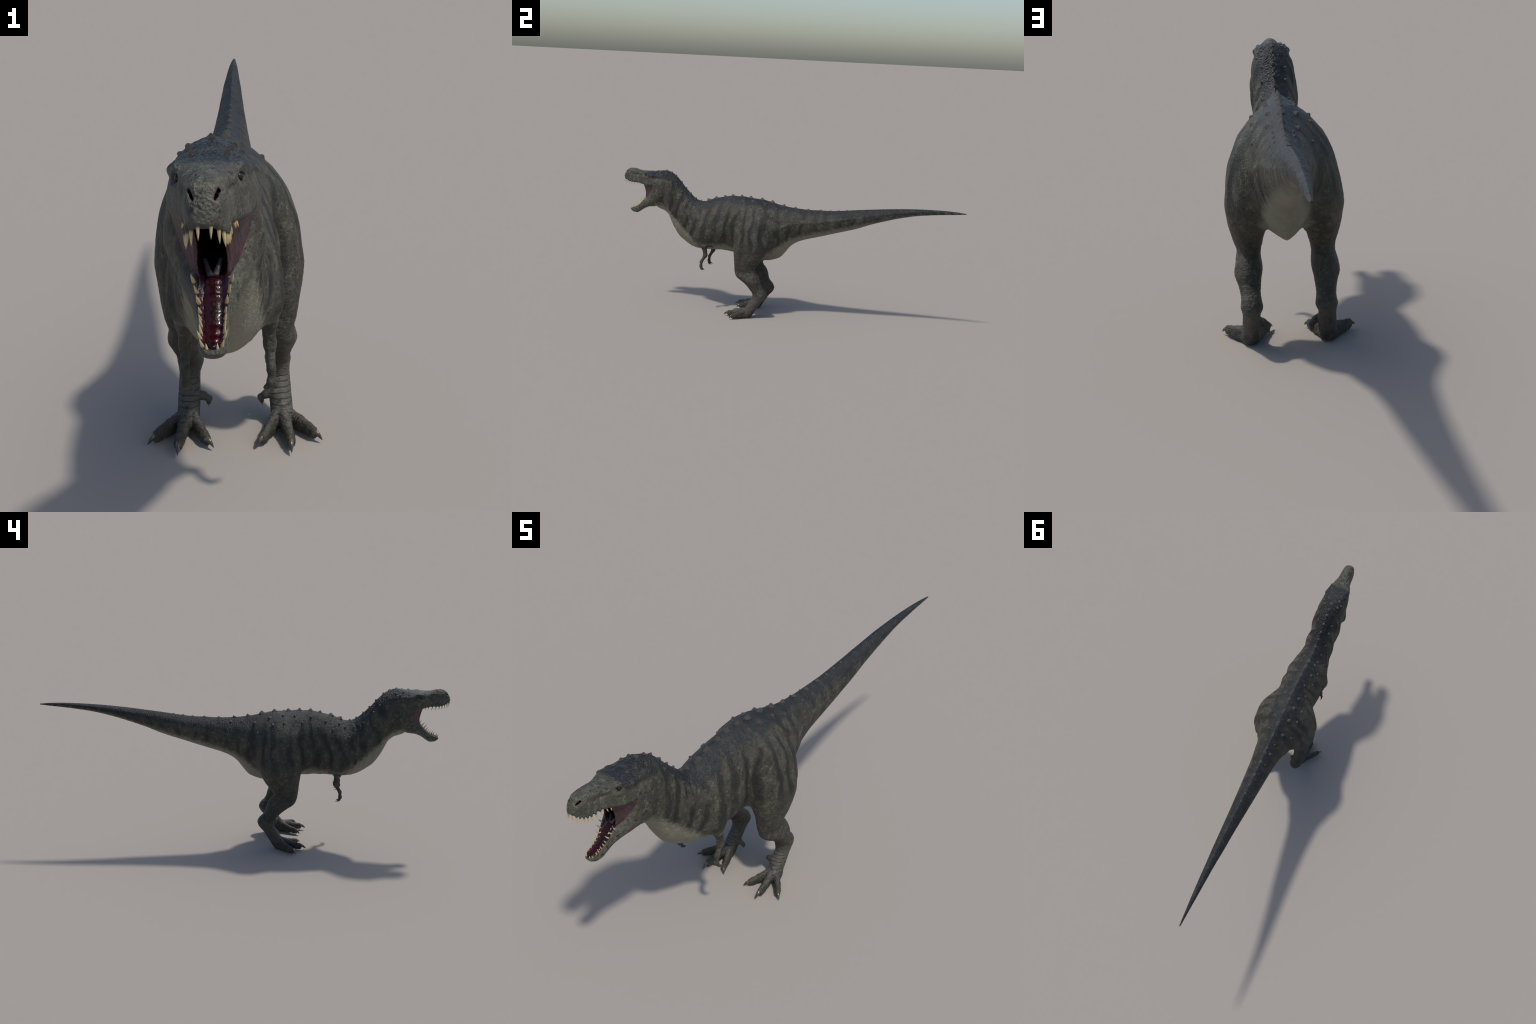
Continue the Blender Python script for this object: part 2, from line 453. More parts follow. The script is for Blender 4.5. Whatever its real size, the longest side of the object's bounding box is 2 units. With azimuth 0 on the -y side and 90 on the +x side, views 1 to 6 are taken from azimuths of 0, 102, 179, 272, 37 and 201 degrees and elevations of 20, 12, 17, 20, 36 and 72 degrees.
def relax(V, Q, times):
    E, _ = edge_list(Q)
    for _ in range(times):
        s, n = np.zeros_like(V), np.zeros(len(V))
        for a, b in ((0, 1), (1, 0)):
            np.add.at(s, E[:, a], V[E[:, b]])
            np.add.at(n, E[:, a], 1)
        V = V * .5 + .5 * s / n[:, None]
    return V


def to_surface(V, times=2):
    for _ in range(times):
        f = field(V)
        g = np.empty_like(V)
        e = 4e-4
        for a in range(3):
            W = V.copy()
            W[:, a] += e
            g[:, a] = (field(W) - f) / e
        l2 = np.maximum((g * g).sum(1), .05)
        step = np.clip(f / l2, -.004, .004)
        V = V - step[:, None] * g
    return V


def subdivide(V, Q):
    E, inv = edge_list(Q)
    n = len(Q)
    em = inv.reshape(4, n).T + len(V)
    fc = np.arange(n) + len(V) + len(E)
    W = np.concatenate([V, V[E].mean(1), V[Q].mean(1)])
    N = np.concatenate([np.stack([Q[:, i], em[:, i], fc, em[:, (i - 1) % 4]], -1) for i in range(4)])
    return W, N


def vertex_normals(V, Q):
    n = np.cross(V[Q[:, 2]] - V[Q[:, 0]], V[Q[:, 3]] - V[Q[:, 1]])
    out = np.zeros_like(V)
    for i in range(4):
        np.add.at(out, Q[:, i], n)
    return out / np.maximum(np.linalg.norm(out, axis=1), 1e-12)[:, None]


def wrinkle(V, N):
    """Fine relief, too small for the field: leg shields, toe rings, pebbled snout, hide wrinkles."""
    x, y, z = np.abs(V[:, 0]), V[:, 1], V[:, 2]
    rnd = vnoise(V[:, 0] * 90, y * 90, z * 90)
    d = np.zeros(len(V))
    # broad horizontal shields down the front of the metatarsus
    shank = sstep(.128, .112, z) * sstep(.036, .046, z) * (y > -.25) * (y < -.09) * sstep(.080, .085, x)
    face = shank * sstep(-.12, -.42, N[:, 1])
    ph = (z + .10 * np.abs(x - .108) + .0003 * rnd) / .0112
    saw = ph - np.floor(ph)
    d += face * (.0022 * sstep(0, .22, saw) * (1 - .35 * saw) - .0012)
    side = shank * sstep(-.42, -.12, N[:, 1]) * sstep(.55, .2, N[:, 1])
    d += side * .0010 * np.sign(np.sin(z * 2 * math.pi / .0085 + 2 * np.sin(y * 400)))
    # rings over the toes
    toe = sstep(-.205, -.225, y) * sstep(.055, .045, z) * sstep(.1, .5, N[:, 2]) * (y < -.2)
    rad = np.hypot(x - .11, y + .17)
    d += toe * .0008 * np.sin(rad * 2 * math.pi / .0062 + 1.2 * rnd)
    # coarse hide
    hide = sstep(.02, .0, np.abs(y + .2) - 1.1)
    aniso = vnoise(V[:, 0] * 110, y * 260, z * 110) + .6 * vnoise(V[:, 0] * 190 + 9, y * 420, z * 190)
    d += .00042 * aniso * sstep(.2, .3, z) * sstep(-.8, -.7, y)
    leg = sstep(.36, .28, z) * (x > .05) * (1 - face)
    d += .0005 * leg * (vnoise(V[:, 0] * 120, y * 120, z * 260) + .5 * rnd)
    # transverse creases over the tail
    back = sstep(-.02, .06, y) * sstep(.1, .5, N[:, 2]) * sstep(.95, .7, y)
    d += .0007 * back * np.sin((y + .004 * rnd + .002 * vnoise(V[:, 0] * 60, y * 30, z * 60)) * 2 * math.pi / .0085) * (.5 + .5 * vnoise(V[:, 0] * 50, y * 25, z * 30))
    # pebbles on snout top and brow
    snout = sstep(-.84, -.88, y) * sstep(.2, .6, N[:, 2] - .8 * N[:, 1] * (y < -.96)) * sstep(.75, .77, z)
    brow = np.exp(-(((x - .043) / .016) ** 2 + ((y + .85) / .022) ** 2 + ((z - .785) / .012) ** 2))
    cell = vnoise(V[:, 0] * 170, y * 170, z * 170)
    d += (.0010 * snout + .0012 * brow) * cell
    crown = sstep(-.84, -.80, y) * sstep(-.56, -.62, y) * sstep(.2, .7, N[:, 2])
    d += .0007 * crown * (cell + vnoise(V[:, 0] * 120, y * 240, z * 120))
    ring = np.exp(-((np.sqrt((y + .8535) ** 2 + (z - .7715) ** 2) - .0120) / .003) ** 2) * (x > .03)
    d += .0009 * ring * (.6 + cell) * (z < .775)
    return V + N * d[:, None]


PARTS = {}


def mesh_object(name, V, Q, mat, parent=None, normals=None):
    me = bpy.data.meshes.new(name)
    k = len(Q[0])
    me.vertices.add(len(V))
    me.vertices.foreach_set("co", np.asarray(V, np.float32).ravel())
    me.loops.add(len(Q) * k)
    me.loops.foreach_set("vertex_index", np.asarray(Q, np.int32).ravel())
    me.polygons.add(len(Q))
    me.polygons.foreach_set("loop_start", np.arange(0, len(Q) * k, k, dtype=np.int32))
    me.update(calc_edges=True)
    me.polygons.foreach_set("use_smooth", np.ones(len(Q), bool))
    me.validate()
    if normals is not None:
        me.normals_split_custom_set_from_vertices(normals.tolist())
    me.materials.append(mat)
    ob = bpy.data.objects.new(name, me)
    bpy.context.scene.collection.objects.link(ob)
    if parent is not None:
        ob.parent = parent
    return ob


# ----------------------------------------------------------------------------
# materials
# ----------------------------------------------------------------------------
class Nodes:
    def __init__(self, name):
        self.mat = bpy.data.materials.new(name)
        self.mat.use_nodes = True
        self.nt = self.mat.node_tree
        self.bsdf = self.nt.nodes["Principled BSDF"]
        self.xyz = self.new("ShaderNodeTexCoord").outputs["Object"]

    def new(self, kind, **kw):
        n = self.nt.nodes.new(kind)
        for k, v in kw.items():
            setattr(n, k, v)
        return n

    def put(self, sock, v):
        if isinstance(v, bpy.types.NodeSocket):
            self.nt.links.new(v, sock)
        elif isinstance(v, (tuple, list)) and len(v) == 3 and sock.type == "RGBA":
            sock.default_value = (*v, 1)
        else:
            sock.default_value = v

    def math(self, op, a, b=0.0, c=0.0, clamp=False):
        n = self.new("ShaderNodeMath", operation=op, use_clamp=clamp)
        for s, v in zip(n.inputs, (a, b, c)):
            self.put(s, v)
        return n.outputs[0]

    def step(self, v, a, b):
        n = self.new("ShaderNodeMapRange", interpolation_type="SMOOTHSTEP")
        for i, w in enumerate((v, a, b, 0.0, 1.0)):
            self.put(n.inputs[i], w)
        return n.outputs[0]

    def mix(self, f, a, b, blend="MIX"):
        n = self.new("ShaderNodeMix", data_type="RGBA", blend_type=blend)
        self.put(n.inputs[0], f)
        self.put(n.inputs[6], a)
        self.put(n.inputs[7], b)
        return n.outputs[2]

    def scaled(self, s, loc=(0, 0, 0), src=None):
        n = self.new("ShaderNodeMapping")
        n.inputs["Scale"].default_value = s
        n.inputs["Location"].default_value = loc
        self.put(n.inputs["Vector"], src or self.xyz)
        return n.outputs[0]

    def noise(self, s, detail=3.0, rough=.55, loc=(0, 0, 0), distort=0.0):
        n = self.new("ShaderNodeTexNoise")
        self.put(n.inputs["Vector"], self.scaled(s if isinstance(s, tuple) else (s, s, s), loc))
        n.inputs["Scale"].default_value = 1
        n.inputs["Detail"].default_value = detail
        n.inputs["Roughness"].default_value = rough
        n.inputs["Distortion"].default_value = distort
        return n.outputs["Fac"]

    def voronoi(self, s, feature="F1", out="Distance", rand=1.0):
        n = self.new("ShaderNodeTexVoronoi", feature=feature)
        self.put(n.inputs["Vector"], self.scaled(s if isinstance(s, tuple) else (s, s, s)))
        n.inputs["Scale"].default_value = 1
        n.inputs["Randomness"].default_value = rand
        return n.outputs[out]

    def sep(self, v):
        n = self.new("ShaderNodeSeparateXYZ")
        self.put(n.inputs[0], v)
        return n.outputs

    def along(self, y, pts, lo, hi):
        """Height looked up along the body, from a float curve over y in -1..1."""
        n = self.new("ShaderNodeFloatCurve")
        c = n.mapping.curves[0]
        for i, (a, b) in enumerate(pts):
            u, v = (a + 1.01) / 2.02, (b - lo) / (hi - lo)
            if i < 2:
                c.points[i].location = (u, v)
            else:
                c.points.new(u, v)
        n.mapping.update()
        self.put(n.inputs["Value"], self.math("DIVIDE", self.math("ADD", y, 1.01), 2.02))
        return self.math("ADD", self.math("MULTIPLY", n.outputs[0], hi - lo), lo)

    def bump(self, h, dist, strength=1.0, normal=None):
        n = self.new("ShaderNodeBump")
        n.inputs["Strength"].default_value = strength
        n.inputs["Distance"].default_value = dist
        self.put(n.inputs["Height"], h)
        if normal is not None:
            self.put(n.inputs["Normal"], normal)
        return n.outputs[0]


def skin_material():
    k = Nodes("dinosaur_hide")
    M = k.math
    x, y, z = k.sep(k.xyz)
    ax = M("ABSOLUTE", x)
    up = k.sep(k.new("ShaderNodeNewGeometry").outputs["Normal"])[2]
    cloud = k.noise(14, 4, .6)
    mottled = k.noise(60, 4, .65, (3, 1, 2))
    fine = k.noise(260, 3, .6)
    top = k.along(y, [(-1.01, .80), (1.01, .695), (-.93, .803), (-.74, .803), (-.655, .754), (-.59, .684), (-.515, .642), (-.4, .672), (-.277, .688),
                      (-.15, .681), (.05, .646), (.2, .645), (.42, .668), (.69, .695), (.88, .702)], .3, .9)
    belly = k.along(y, [(-1.01, .3), (1.01, .684), (-.812, .30), (-.80, .600), (-.76, .606), (-.71, .582), (-.67, .540), (-.62, .495), (-.57, .448),
                        (-.50, .400), (-.43, .402), (-.35, .408), (-.28, .395), (-.16, .365), (-.10, .380), (-.03, .428), (.05, .480), (.15, .512), (.3, .550), (.45, .590), (.7, .656)], .3, .9)
    jit = M("MULTIPLY", M("SUBTRACT", mottled, .5), .05)
    depth = M("ADD", M("SUBTRACT", top, z), M("MULTIPLY", M("SUBTRACT", cloud, .5), .05))
    # tones
    olive = k.mix(k.step(cloud, .35, .65), (.034, .0332, .0242), (.058, .0550, .0400))
    col = k.mix(k.step(mottled, .48, .72), olive, (.112, .105, .078))
    # broken vertical stripes on flank and tail
    warp = M("ADD", M("MULTIPLY", M("SUBTRACT", k.noise((8, 10, 7), 2, .5, (1, 4, 0)), .5), .11),
             M("MULTIPLY", M("SUBTRACT", k.noise((30, 30, 14), 3, .6, (2, 0, 5)), .5), .030))
    sy = M("ADD", M("ADD", y, warp), M("MULTIPLY", M("SUBTRACT", z, .5), M("SUBTRACT", -.24, M("MULTIPLY", k.step(y, -.36, -.26), -.22))))
    wave = M("SINE", M("MULTIPLY", sy, M("SUBTRACT", 2 * math.pi / .062, M("MULTIPLY", k.step(y, -.05, .1), 14))))
    wave = M("ADD", wave, M("MULTIPLY", M("SUBTRACT", mottled, .5), 2.8))
    mid = M("SUBTRACT", depth, M("SUBTRACT", .080, M("MULTIPLY", k.step(y, -.1, .5), .045)))
    lateral = M("SUBTRACT", 1.0, M("MULTIPLY", k.step(M("ABSOLUTE", mid), .016, .006), M("MULTIPLY", k.step(y, -.05, .05), .85)))
    stripe = M("MULTIPLY", k.step(M("SUBTRACT", wave, M("MULTIPLY", k.step(y, -.1, .05), .35)), -.45, .95), M("MULTIPLY", k.step(z, .36, .46), k.step(k.noise(10, 3, .6, (5, 5, 5)), .31, .52)))
    stripe = M("MULTIPLY", stripe, M("MULTIPLY", k.step(y, -.78, -.66), lateral))
    col = k.mix(M("MULTIPLY", stripe, .86), col, (.0115, .0118, .0108))
    # legs
    legm = M("MULTIPLY", k.step(z, .40, .28), k.step(ax, .045, .06))
    col = k.mix(M("MULTIPLY", legm, .7), col, k.mix(k.step(mottled, .4, .7), (.034, .0315, .0235), (.070, .0625, .0465)))
    shin = M("MULTIPLY", k.step(z, .15, .12), k.step(z, .03, .05))
    col = k.mix(M("MULTIPLY", M("MULTIPLY", shin, legm), .6), col, (.092, .083, .070))
    front = M("MULTIPLY", M("MULTIPLY", legm, k.step(k.sep(k.new("ShaderNodeNewGeometry").outputs["Normal"])[1], -.15, -.4)), M("MULTIPLY", k.step(z, .125, .112), M("MULTIPLY", k.step(ax, .080, .085), k.step(z, .036, .046))))
    row = M("FRACT", M("DIVIDE", M("ADD", z, M("MULTIPLY", M("ABSOLUTE", M("SUBTRACT", ax, .108)), .10)), .0112))
    seam = M("MULTIPLY", front, M("MAXIMUM", k.step(row, .22, .08), k.step(row, .93, .99)))
    col = k.mix(M("MULTIPLY", seam, .8), col, (.018, .017, .015))
    # head, greyer and paler
    headm = k.step(y, -.78, -.88)
    col = k.mix(M("MULTIPLY", headm, .6), col, k.mix(k.step(mottled, .35, .7), (.054, .056, .044), (.122, .117, .092)))
    # dark back
    back = M("MULTIPLY", k.step(depth, .060, .018), k.step(y, -.862, -.835))
    tailback = k.step(y, .42, .80)
    back = M("MAXIMUM", back, M("MULTIPLY", M("MULTIPLY", tailback, .75), k.step(depth, .07, .02)))
    col = k.mix(M("MULTIPLY", back, .9), col, k.mix(k.step(mottled, .45, .7), (.0110, .0130, .0152), (.030, .0315, .0325)))
    # dark freckles
    spot = k.step(k.voronoi(50), .30, .15)
    spot = M("MULTIPLY", spot, k.step(k.noise(24, 2, .5, (8, 8, 1)), .44, .54))
    tiny = M("MULTIPLY", k.step(k.voronoi(105), .27, .15), k.step(k.noise(30, 2, .5, (1, 8, 4)), .42, .52))
    spot = M("MAXIMUM", spot, tiny)
    col = k.mix(M("MULTIPLY", spot, .8), col, (.0125, .015, .0155))
    # pale belly, under-tail and throat
    pale = M("MULTIPLY", k.step(M("ADD", M("SUBTRACT", belly, z), jit), -.020, .022), k.step(up, .6, .1))
    pale = M("MULTIPLY", pale, M("SUBTRACT", 1.0, k.step(M("ADD", ax, M("MULTIPLY", k.step(z, .37, .33), .03)), M("SUBTRACT", .098, M("MULTIPLY", k.step(y, -.38, -.28), .036)), M("SUBTRACT", .118, M("MULTIPLY", k.step(y, -.38, -.28), .034)))))
    pale = M("MULTIPLY", pale, k.step(z, .29, .31))
    pale = M("MULTIPLY", pale, M("SUBTRACT", 1.0, M("MULTIPLY", k.step(ax, .05, .06), M("MULTIPLY", k.step(y, -.53, -.51), M("MULTIPLY", k.step(y, -.41, -.43), k.step(z, .402, .388))))))
    col = k.mix(M("MULTIPLY", pale, .92), col, k.mix(mottled, (.170, .163, .118), (.25, .239, .178)))
    # grain
    col = k.mix(.55, col, k.mix(fine, (.35, .35, .35), (.72, .72, .72)), "OVERLAY")
    k.put(k.bsdf.inputs["Base Color"], col)
    sheen = M("MULTIPLY", back, k.step(y, .2, -.4))
    k.put(k.bsdf.inputs["Roughness"], M("SUBTRACT", M("ADD", .44, M("MULTIPLY", mottled, .22)), M("MULTIPLY", sheen, .14)))
    k.bsdf.inputs["Specular IOR Level"].default_value = .33
    peb = k.voronoi((190, 250, 190))
    grain = k.voronoi((330, 330, 330))
    wr = k.noise((85, 230, 85), 4, .65)
    wl = k.noise((110, 110, 260), 4, .65)
    hgt = k.new("ShaderNodeMix", data_type="FLOAT")
    k.put(hgt.inputs[0], legm)
    k.put(hgt.inputs[2], wr)
    k.put(hgt.inputs[3], wl)
    crown = M("MULTIPLY", M("MULTIPLY", k.step(y, -.56, -.64), k.step(depth, .05, .02)), M("ADD", .45, M("MULTIPLY", k.step(y, -.78, -.73), .5)))
    snout = M("MULTIPLY", M("MULTIPLY", k.step(y, -.85, -.88), k.step(up, .1, .5)), .45)
    h = M("ADD", M("MULTIPLY", peb, M("ADD", .45, crown)), M("ADD", M("MULTIPLY", grain, snout), M("MULTIPLY", hgt.outputs[0], 1.2)))
    h = M("MULTIPLY", h, M("SUBTRACT", 1.0, M("MULTIPLY", front, .75)))
    k.put(k.bsdf.inputs["Normal"], k.bump(h, .0035, .8))
    return k.mat


def plain(name, a, b, scale, rough, coat=0.0, bump=0.0, bscale=200, spec=.5, gradient=None):
    k = Nodes(name)
    col = k.mix(k.step(k.noise(scale, 4, .6), .35, .65), a, b)
    if gradient:
        ax, lo, hi, c = gradient
        col = k.mix(k.step(k.sep(k.xyz)[ax], lo, hi), col, c)
    k.put(k.bsdf.inputs["Base Color"], col)
    k.bsdf.inputs["Roughness"].default_value = rough
    k.bsdf.inputs["Specular IOR Level"].default_value = spec
    k.bsdf.inputs["Coat Weight"].default_value = coat
    k.bsdf.inputs["Coat Roughness"].default_value = .08
    if bump:
        k.put(k.bsdf.inputs["Normal"], k.bump(k.noise(bscale, 3, .6), bump))
    return k.mat


SKIN = skin_material()
LINING = plain("wet_mouth_lining", (.042, .002, .006), (.018, .010, .018), 30, .32, .2, .002, 120, spec=.2)
LARYNX = plain("voice_box", (.020, .017, .025), (.016, .007, .012), 90, .55, 0, .002, 180)
THROAT = plain("dark_throat", (.012, .003, .004), (.020, .005, .007), 60, .5)
MEMBRANE = plain("cheek_membrane", (.030, .019, .021), (.078, .028, .038), 42, .48, 0, .004, (220, 60, 60))
TONGUE = plain("wet_tongue", (.027, .001, .0035), (.009, .003, .006), 34, .27, .4, .002, 60, spec=.15)
TOOTH = plain("tooth_ivory", (.47, .36, .17), (.59, .46, .24), 300, .38, .2, gradient=(2, .0018, -.0012, (.12, .085, .05)))
CLAW = plain("claw_horn", (.022, .020, .018), (.034, .030, .024), 200, .22, .6, gradient=(2, .010, .001, (.105, .070, .032)))
PALE_CLAW = plain("claw_pale", (.22, .16, .07), (.30, .22, .10), 200, .35)
SCUTE = plain("scute_brown", (.048, .042, .036), (.098, .085, .074), 220, .5, 0, .0015, 300)
EYE = plain("eye_wet", (.004, .003, .003), (.022, .008, .009), 160, .12, .15, spec=.3)
NOSTRIL = plain("nostril_dark", (.004, .002, .002), (.009, .003, .003), 200, .9, spec=.05)

# ----------------------------------------------------------------------------
# assemble the body
# ----------------------------------------------------------------------------
root = bpy.data.objects.new("dinosaur", None)
bpy.context.scene.collection.objects.link(root)
root["label"] = "grey-green striped two-legged dinosaur roaring with wide open jaws"
root["category"] = "dinosaur"

V, Q = build_skin()
V = to_surface(relax(V, Q, 2), 2)
V, Q = subdivide(V, Q)
V = to_surface(relax(V, Q, 1), 2)
N = vertex_normals(V, Q)
C = V[Q].mean(1)
comp = components(C)
inside = comp["mouth"] < .0012
solid = smin(smin(comp["body"], comp["jaw"], .005), comp["membrane"], .003) < -.0012
V = wrinkle(V, N)
N = vertex_normals(V, Q)

x, y, z = np.abs(C[:, 0]), C[:, 1], C[:, 2]
left = C[:, 0] > 0
label = np.full(len(Q), "torso", dtype=object)
label[y > .02] = "tail"
neckline = y + .35 * (z - .6)
label[neckline < -.50] = "neck"
label[(y < -.745 + .5 * (z - .7)) & (z > .55)] = "head"
jawish = (comp["jaw"] < comp["body"] - .0005) & (y < -.74) & (z < JAW_TOP(y) + .001)
label[jawish | ((y < -.81) & (z < JAW_TOP(y) + .003))] = "lower_jaw"
legs = (comp["leg"] < comp["body"] - .004) & (z < .50) & (x > .04) & (y < -.04)
label[legs & left], label[legs & ~left] = "leg+", "leg-"
foot = (z < .062) & (x > .03)
label[foot & left], label[foot & ~left] = "foot+", "foot-"
arms = (comp["arm"] < comp["body"]) & (z < .400) & (z > .2) & (y < -.43)
label[arms & left], label[arms & ~left] = "arm+", "arm-"
hands = arms & (z < .268)
label[hands & left], label[hands & ~left] = "hand+", "hand-"
memb = (comp["membrane"] < np.minimum(comp["body"], comp["jaw"]) - .0006) & (y < -.77) & (z < .73) & (z > .61)
label[memb] = "cheek_membrane"
gumline = (x < JAW_WIDTH(y) - .0034 - .0075 * sstep(-.89, -.865, y)) & (np.abs(z - JAW_TOP(y) + .004) < .010) & (y < -.852) & (y > -.956) & (comp["jaw"] < .003)
label[gumline] = "mouth_lining"
label[inside & solid] = "mouth_lining"
label[inside & solid & (y > -.845)] = "throat"
label[(comp["nostril"] < .0006) & (comp["body"] < -.0020) & (z > .765) & (y < -.95)] = "nostril"

ORDER = [("head", "head", None, SKIN), ("lower_jaw", "lower_jaw", None, SKIN), ("neck", "neck", None, SKIN), ("torso", "torso", None, SKIN),
         ("tail", "tail", None, SKIN), ("leg+", "leg", None, SKIN), ("leg-", "leg", None, SKIN), ("foot+", "foot", None, SKIN),
         ("foot-", "foot", None, SKIN), ("arm+", "arm", None, SKIN), ("arm-", "arm", None, SKIN), ("hand+", "hand", None, SKIN),
         ("hand-", "hand", None, SKIN), ("cheek_membrane", "cheek_membrane", "head", MEMBRANE), ("mouth_lining", "mouth_lining", "head", LINING),
         ("throat", "throat", "head", THROAT), ("nostril", "nostril", "head", NOSTRIL)]
for key, name, par, mat in ORDER:
    f = Q[label == key]
    if not len(f):
        continue
    used, inv = np.unique(f, return_inverse=True)
    PARTS[key] = mesh_object(name, V[used], inv.reshape(f.shape), mat, PARTS[par] if par else root, N[used])


# ----------------------------------------------------------------------------
# separate pieces: teeth, claws, eyes, scutes, tongue
# ----------------------------------------------------------------------------
def horn_mesh(name, mat, length, radius, bend, rings=9, sides=10, flat=1.0, blunt=.06):
    """Curved pointed horn along +z from the origin, bending towards +x, root sunk below 0."""
    vs, fs = [], []
    for i in range(rings):
        t = i / (rings - 1)
        zz = -length * .25 + t * length * 1.25
        tt = max(0, zz / length)
        r = radius * (1 - tt ** 1.6) ** .8 + radius * blunt * (1 - t)
        if i == rings - 1:
            r = radius * .03
        cx = bend * tt * tt
        for j in range(sides):
            a = 2 * math.pi * j / sides
            vs.append((cx + r * math.cos(a), r * flat * math.sin(a), zz))
    for i in range(rings - 1):
        for j in range(sides):
            k = (j + 1) % sides
            fs.append((i * sides + j, i * sides + k, (i + 1) * sides + k, (i + 1) * sides + j))
    me = bpy.data.meshes.new(name)
    me.from_pydata(vs, [], fs + [tuple(range((rings - 1) * sides, rings * sides))])
    me.polygons.foreach_set("use_smooth", [True] * len(me.polygons))
    me.materials.append(mat)
    return me


def place(me, name, base, direction, side, scale, parent):
    zax = Vector(direction).normalized()
    xax = Vector(side)
    xax = (xax - zax * xax.dot(zax)).normalized()
    yax = zax.cross(xax)
    ob = bpy.data.objects.new(name, me)
    s = scale if isinstance(scale, tuple) else (scale,) * 3
    R = Matrix((xax, yax, zax)).transposed()
    ob.matrix_world = Matrix.Translation(base) @ R.to_4x4() @ Matrix.Diagonal((*s, 1))
    bpy.context.scene.collection.objects.link(ob)
    ob.parent = parent
    return ob


tooth_mesh = horn_mesh("tooth", TOOTH, .016, .0023, .0024)
for rows, par, back in ((UPPER, "head", (0, 1, .2)), (LOWER, "lower_jaw", (0, .6, .8))):
    for b, t in rows:
        for s in (1, -1):
            B, T = Vector((b[0] * s, b[1], b[2])), Vector((t[0] * s, t[1], t[2]))
            L = (T - B).length / .016 * random.uniform(.9, 1.1)
            T = T + Vector((random.uniform(-1, 1), random.uniform(-1, 1), 0)) * .0008
            fat = random.uniform(.92, 1.1)
            place(tooth_mesh, "tooth", B, T - B, back, (fat * (.55 + .45 * L), fat * (.55 + .45 * L), L), PARTS[par])

claw_mesh = horn_mesh("claw", CLAW, .022, .0062, .005, flat=.8)
small_claw = horn_mesh("claw", PALE_CLAW, .010, .0022, .002)
dark_small_claw = horn_mesh("claw", CLAW, .011, .0022, .0022)
for s, key in ((1, "+"), (-1, "-")):
    for a, m, b in CLAWS:
        A, B = Vector((a[0] * s, a[1], a[2])), Vector((b[0] * s, b[1], b[2]))
        Mid = Vector((m[0] * s, m[1], m[2]))
        d = (Mid - A).normalized() * .7 + (B - A).normalized() * .3
        place(claw_mesh, "claw", A, d, (0, 0, -1), (B - A).length / .022, PARTS["foot" + key])
    place(small_claw, "claw", (.0628 * s, -.1575, .043), (.1 * s, .12, -1), (0, -1, 0), 1.0, PARTS["foot" + key])
    for f in FINGERS:
        e = f[-1]
        place(dark_small_claw, "claw", (e[0] * s, e[1] + .003, e[2]), (.1 * s, .9, -.15), (0, 0, -1), .95, PARTS["hand" + key])

# eyes
def ball_mesh(name, mat, r, seg=24, rings=14):
    vs, fs = [], []
    for i in range(rings + 1):
        th = math.pi * i / rings
        for j in range(seg):
            ph = 2 * math.pi * j / seg
            vs.append((r * math.sin(th) * math.cos(ph), r * math.sin(th) * math.sin(ph), r * math.cos(th)))
    for i in range(rings):
        for j in range(seg):
            k = (j + 1) % seg
            fs.append((i * seg + j, (i + 1) * seg + j, (i + 1) * seg + k, i * seg + k))
    me = bpy.data.meshes.new(name)
    me.from_pydata(vs, [], fs)
    me.polygons.foreach_set("use_smooth", [True] * len(fs))
    me.materials.append(mat)
    return me


eye_mesh = ball_mesh("eye", EYE, .0067)
for s in (1, -1):
    o = bpy.data.objects.new("eye", eye_mesh)
    o.location = (.0405 * s, -.8500, .7715)
    bpy.context.scene.collection.objects.link(o)
    o.parent = PARTS["head"]

# scutes: knobs seated on the hide
from mathutils.bvhtree import BVHTree
tree = BVHTree.FromPolygons(V.tolist(), Q.tolist())


def knob_mesh(name, mat, prof, sides=16):
    """Round knob from a side profile of (radius, height), a little irregular."""
    vs, fs = [], []
    for i, (r, h) in enumerate(prof):
        for j in range(sides):
            a = 2 * math.pi * j / sides
            q = r * (1 + .07 * math.sin(3 * a + i) + .04 * math.sin(5 * a))
            vs.append((q * math.cos(a), q * math.sin(a), h))
    for i in range(len(prof) - 1):
        for j in range(sides):
            k = (j + 1) % sides
            fs.append((i * sides + j, i * sides + k, (i + 1) * sides + k, (i + 1) * sides + j))
    me = bpy.data.meshes.new(name)
    me.from_pydata(vs, [], fs + [tuple(range((len(prof) - 1) * sides, len(prof) * sides))])
    me.polygons.foreach_set("use_smooth", [True] * len(me.polygons))
    me.materials.append(mat)
    return me


spike = knob_mesh("scute", SCUTE, [(1.15, -.40), (1.0, -.05), (.80, .18), (.58, .42), (.40, .68), (.24, .89), (.08, 1.0)])
boss = knob_mesh("scute", SCUTE, [(1.3, -.5), (1.12, -.10), (.90, .14), (.68, .40), (.50, .70), (.32, .92), (.10, 1.0)])


def region_parent(yy, zz):
    if yy > .02:
        return PARTS["tail"]
    if yy < -.745 + .5 * (zz - .7):
        return PARTS["head"]
    return PARTS["neck"] if yy + .35 * (zz - .6) < -.5 else PARTS["torso"]


def scute(px, py, radius, height, long=1.0, lift=0.0):
    v = random.uniform(.78, 1.22)
    radius, height = radius * v, height * (.6 + .4 * v)
    if px:
        height = height * 1.05
    hit, nor, _, _ = tree.ray_cast(Vector((px, py, 1.2)), Vector((0, 0, -1)))
    if hit is None:
        return
    if px == 0:
        nor = Vector((0, nor.y, nor.z)).normalized()
    place(spike if px == 0 else boss, "scute", hit + nor * lift, nor, (1, 0, 0), (radius, radius * long, height), region_parent(hit.y, hit.z))


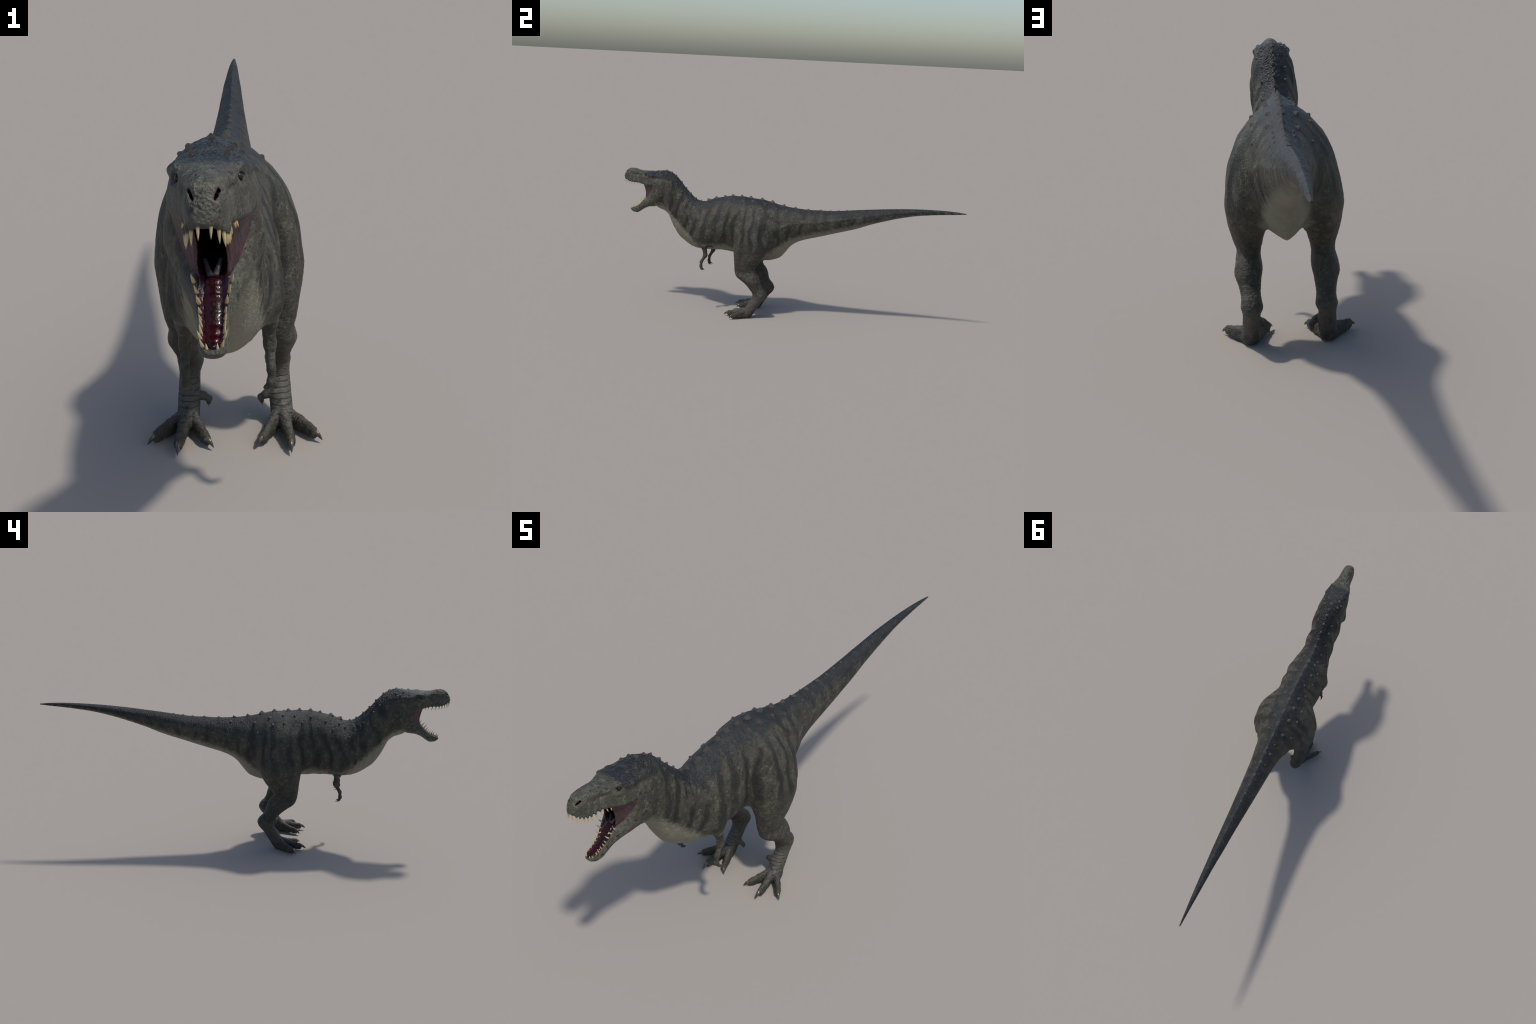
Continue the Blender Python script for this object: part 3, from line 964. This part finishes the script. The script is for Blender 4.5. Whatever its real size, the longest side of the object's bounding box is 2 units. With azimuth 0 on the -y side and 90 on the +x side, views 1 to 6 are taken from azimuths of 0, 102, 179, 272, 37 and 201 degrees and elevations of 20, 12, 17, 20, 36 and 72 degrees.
for py in (-.476, -.430, -.377, -.331, -.277, -.223, -.155, -.094, -.025, .043, .118, .190, .248, .292, .339):
    k = 1 - .6 * max(0, min(1, (py + .1) / .45))
    scute(0, py, .0085 * k, .0105 * k * (1 if py < .1 else .75), 1.5)
for py in (-.740, -.708, -.680, -.645, -.615, -.587, -.555, -.523):
    scute(0, py, .0072, .0065, 1.1)
random.seed(21)
for s in (1, -1):
    for py in (-.665, -.629, -.588, -.545, -.500):
        scute(s * random.uniform(.036, .041), py + random.uniform(-.004, .004), .0058, .0052)
    for py in (-.468, -.403, -.330, -.256, -.199, -.131, -.060, .005, .060, .119):
        k = 1 if py < -.05 else .7
        scute(s * (random.uniform(.033, .041) if py < -.05 else .025), py + random.uniform(-.004, .004), .0080 * k, .0066 * k)
    for py in (-.205, -.149, -.076):
        scute(s * .077, py, .0065, .0050)
    for py in (-.515, -.440, -.370, -.290):
        scute(s * random.uniform(.062, .070), py, .0072, .0048)
    for px, py in ((.030, -.770), (.034, -.735), (.026, -.800), (.045, -.755)):
        scute(s * px, py, .0060, .0048)

# tongue with the forked voice box behind it
def strip(name, mat, spine, parent, sides=14, arch=None):
    vs, fs = [], []
    n = len(spine)
    for i, (yy, zz, w, h, xx) in enumerate(spine):
        for j in range(sides):
            a = 2 * math.pi * j / sides
            g = 1 - .18 * math.exp(-((math.cos(a)) / .25) ** 2) if math.sin(a) > 0 else 1
            vs.append((xx + w * math.cos(a), yy - .35 * h * math.sin(a), zz + h * math.sin(a) * g))
    for i in range(n - 1):
        for j in range(sides):
            k = (j + 1) % sides
            fs.append((i * sides + j, i * sides + k, (i + 1) * sides + k, (i + 1) * sides + j))
    fs += [tuple(range(sides))[::-1], tuple(range((n - 1) * sides, n * sides))]
    me = bpy.data.meshes.new(name)
    me.from_pydata(vs, [], fs)
    me.polygons.foreach_set("use_smooth", [True] * len(fs))
    me.materials.append(mat)
    ob = bpy.data.objects.new(name, me)
    bpy.context.scene.collection.objects.link(ob)
    ob.parent = parent
    return ob


spine = []
for i in range(60):
    t = i / 59
    yy = -.948 + t * .098
    ridge = .0013 * abs(math.sin(t * math.pi * 8 + 1.0 * math.sin(t * 9))) - .0006 + .0004 * math.sin(t * 37 + 2)
    w = float(np.interp(t, [0, .06, .2, .6, .9, 1], [.004, .0095, .0125, .0150, .0135, .008]))
    spine.append((yy, float(JAW_TOP(yy)) - .0090 - .0030 * t ** 4 + ridge, w * (1 + .05 * math.sin(t * 50)), .0052, 0))
strip("tongue", TONGUE, spine, PARTS["lower_jaw"])
for s in (1, -1):
    strip("larynx", LARYNX, [(-.860 + .018 * t, .6315 + .020 * t, .0050 * (1 - .4 * t), .003 * (1 - .3 * t), s * (.0032 + .0085 * t)) for t in np.linspace(0, 1, 14)],
          PARTS["lower_jaw"])

bpy.context.view_layer.update()
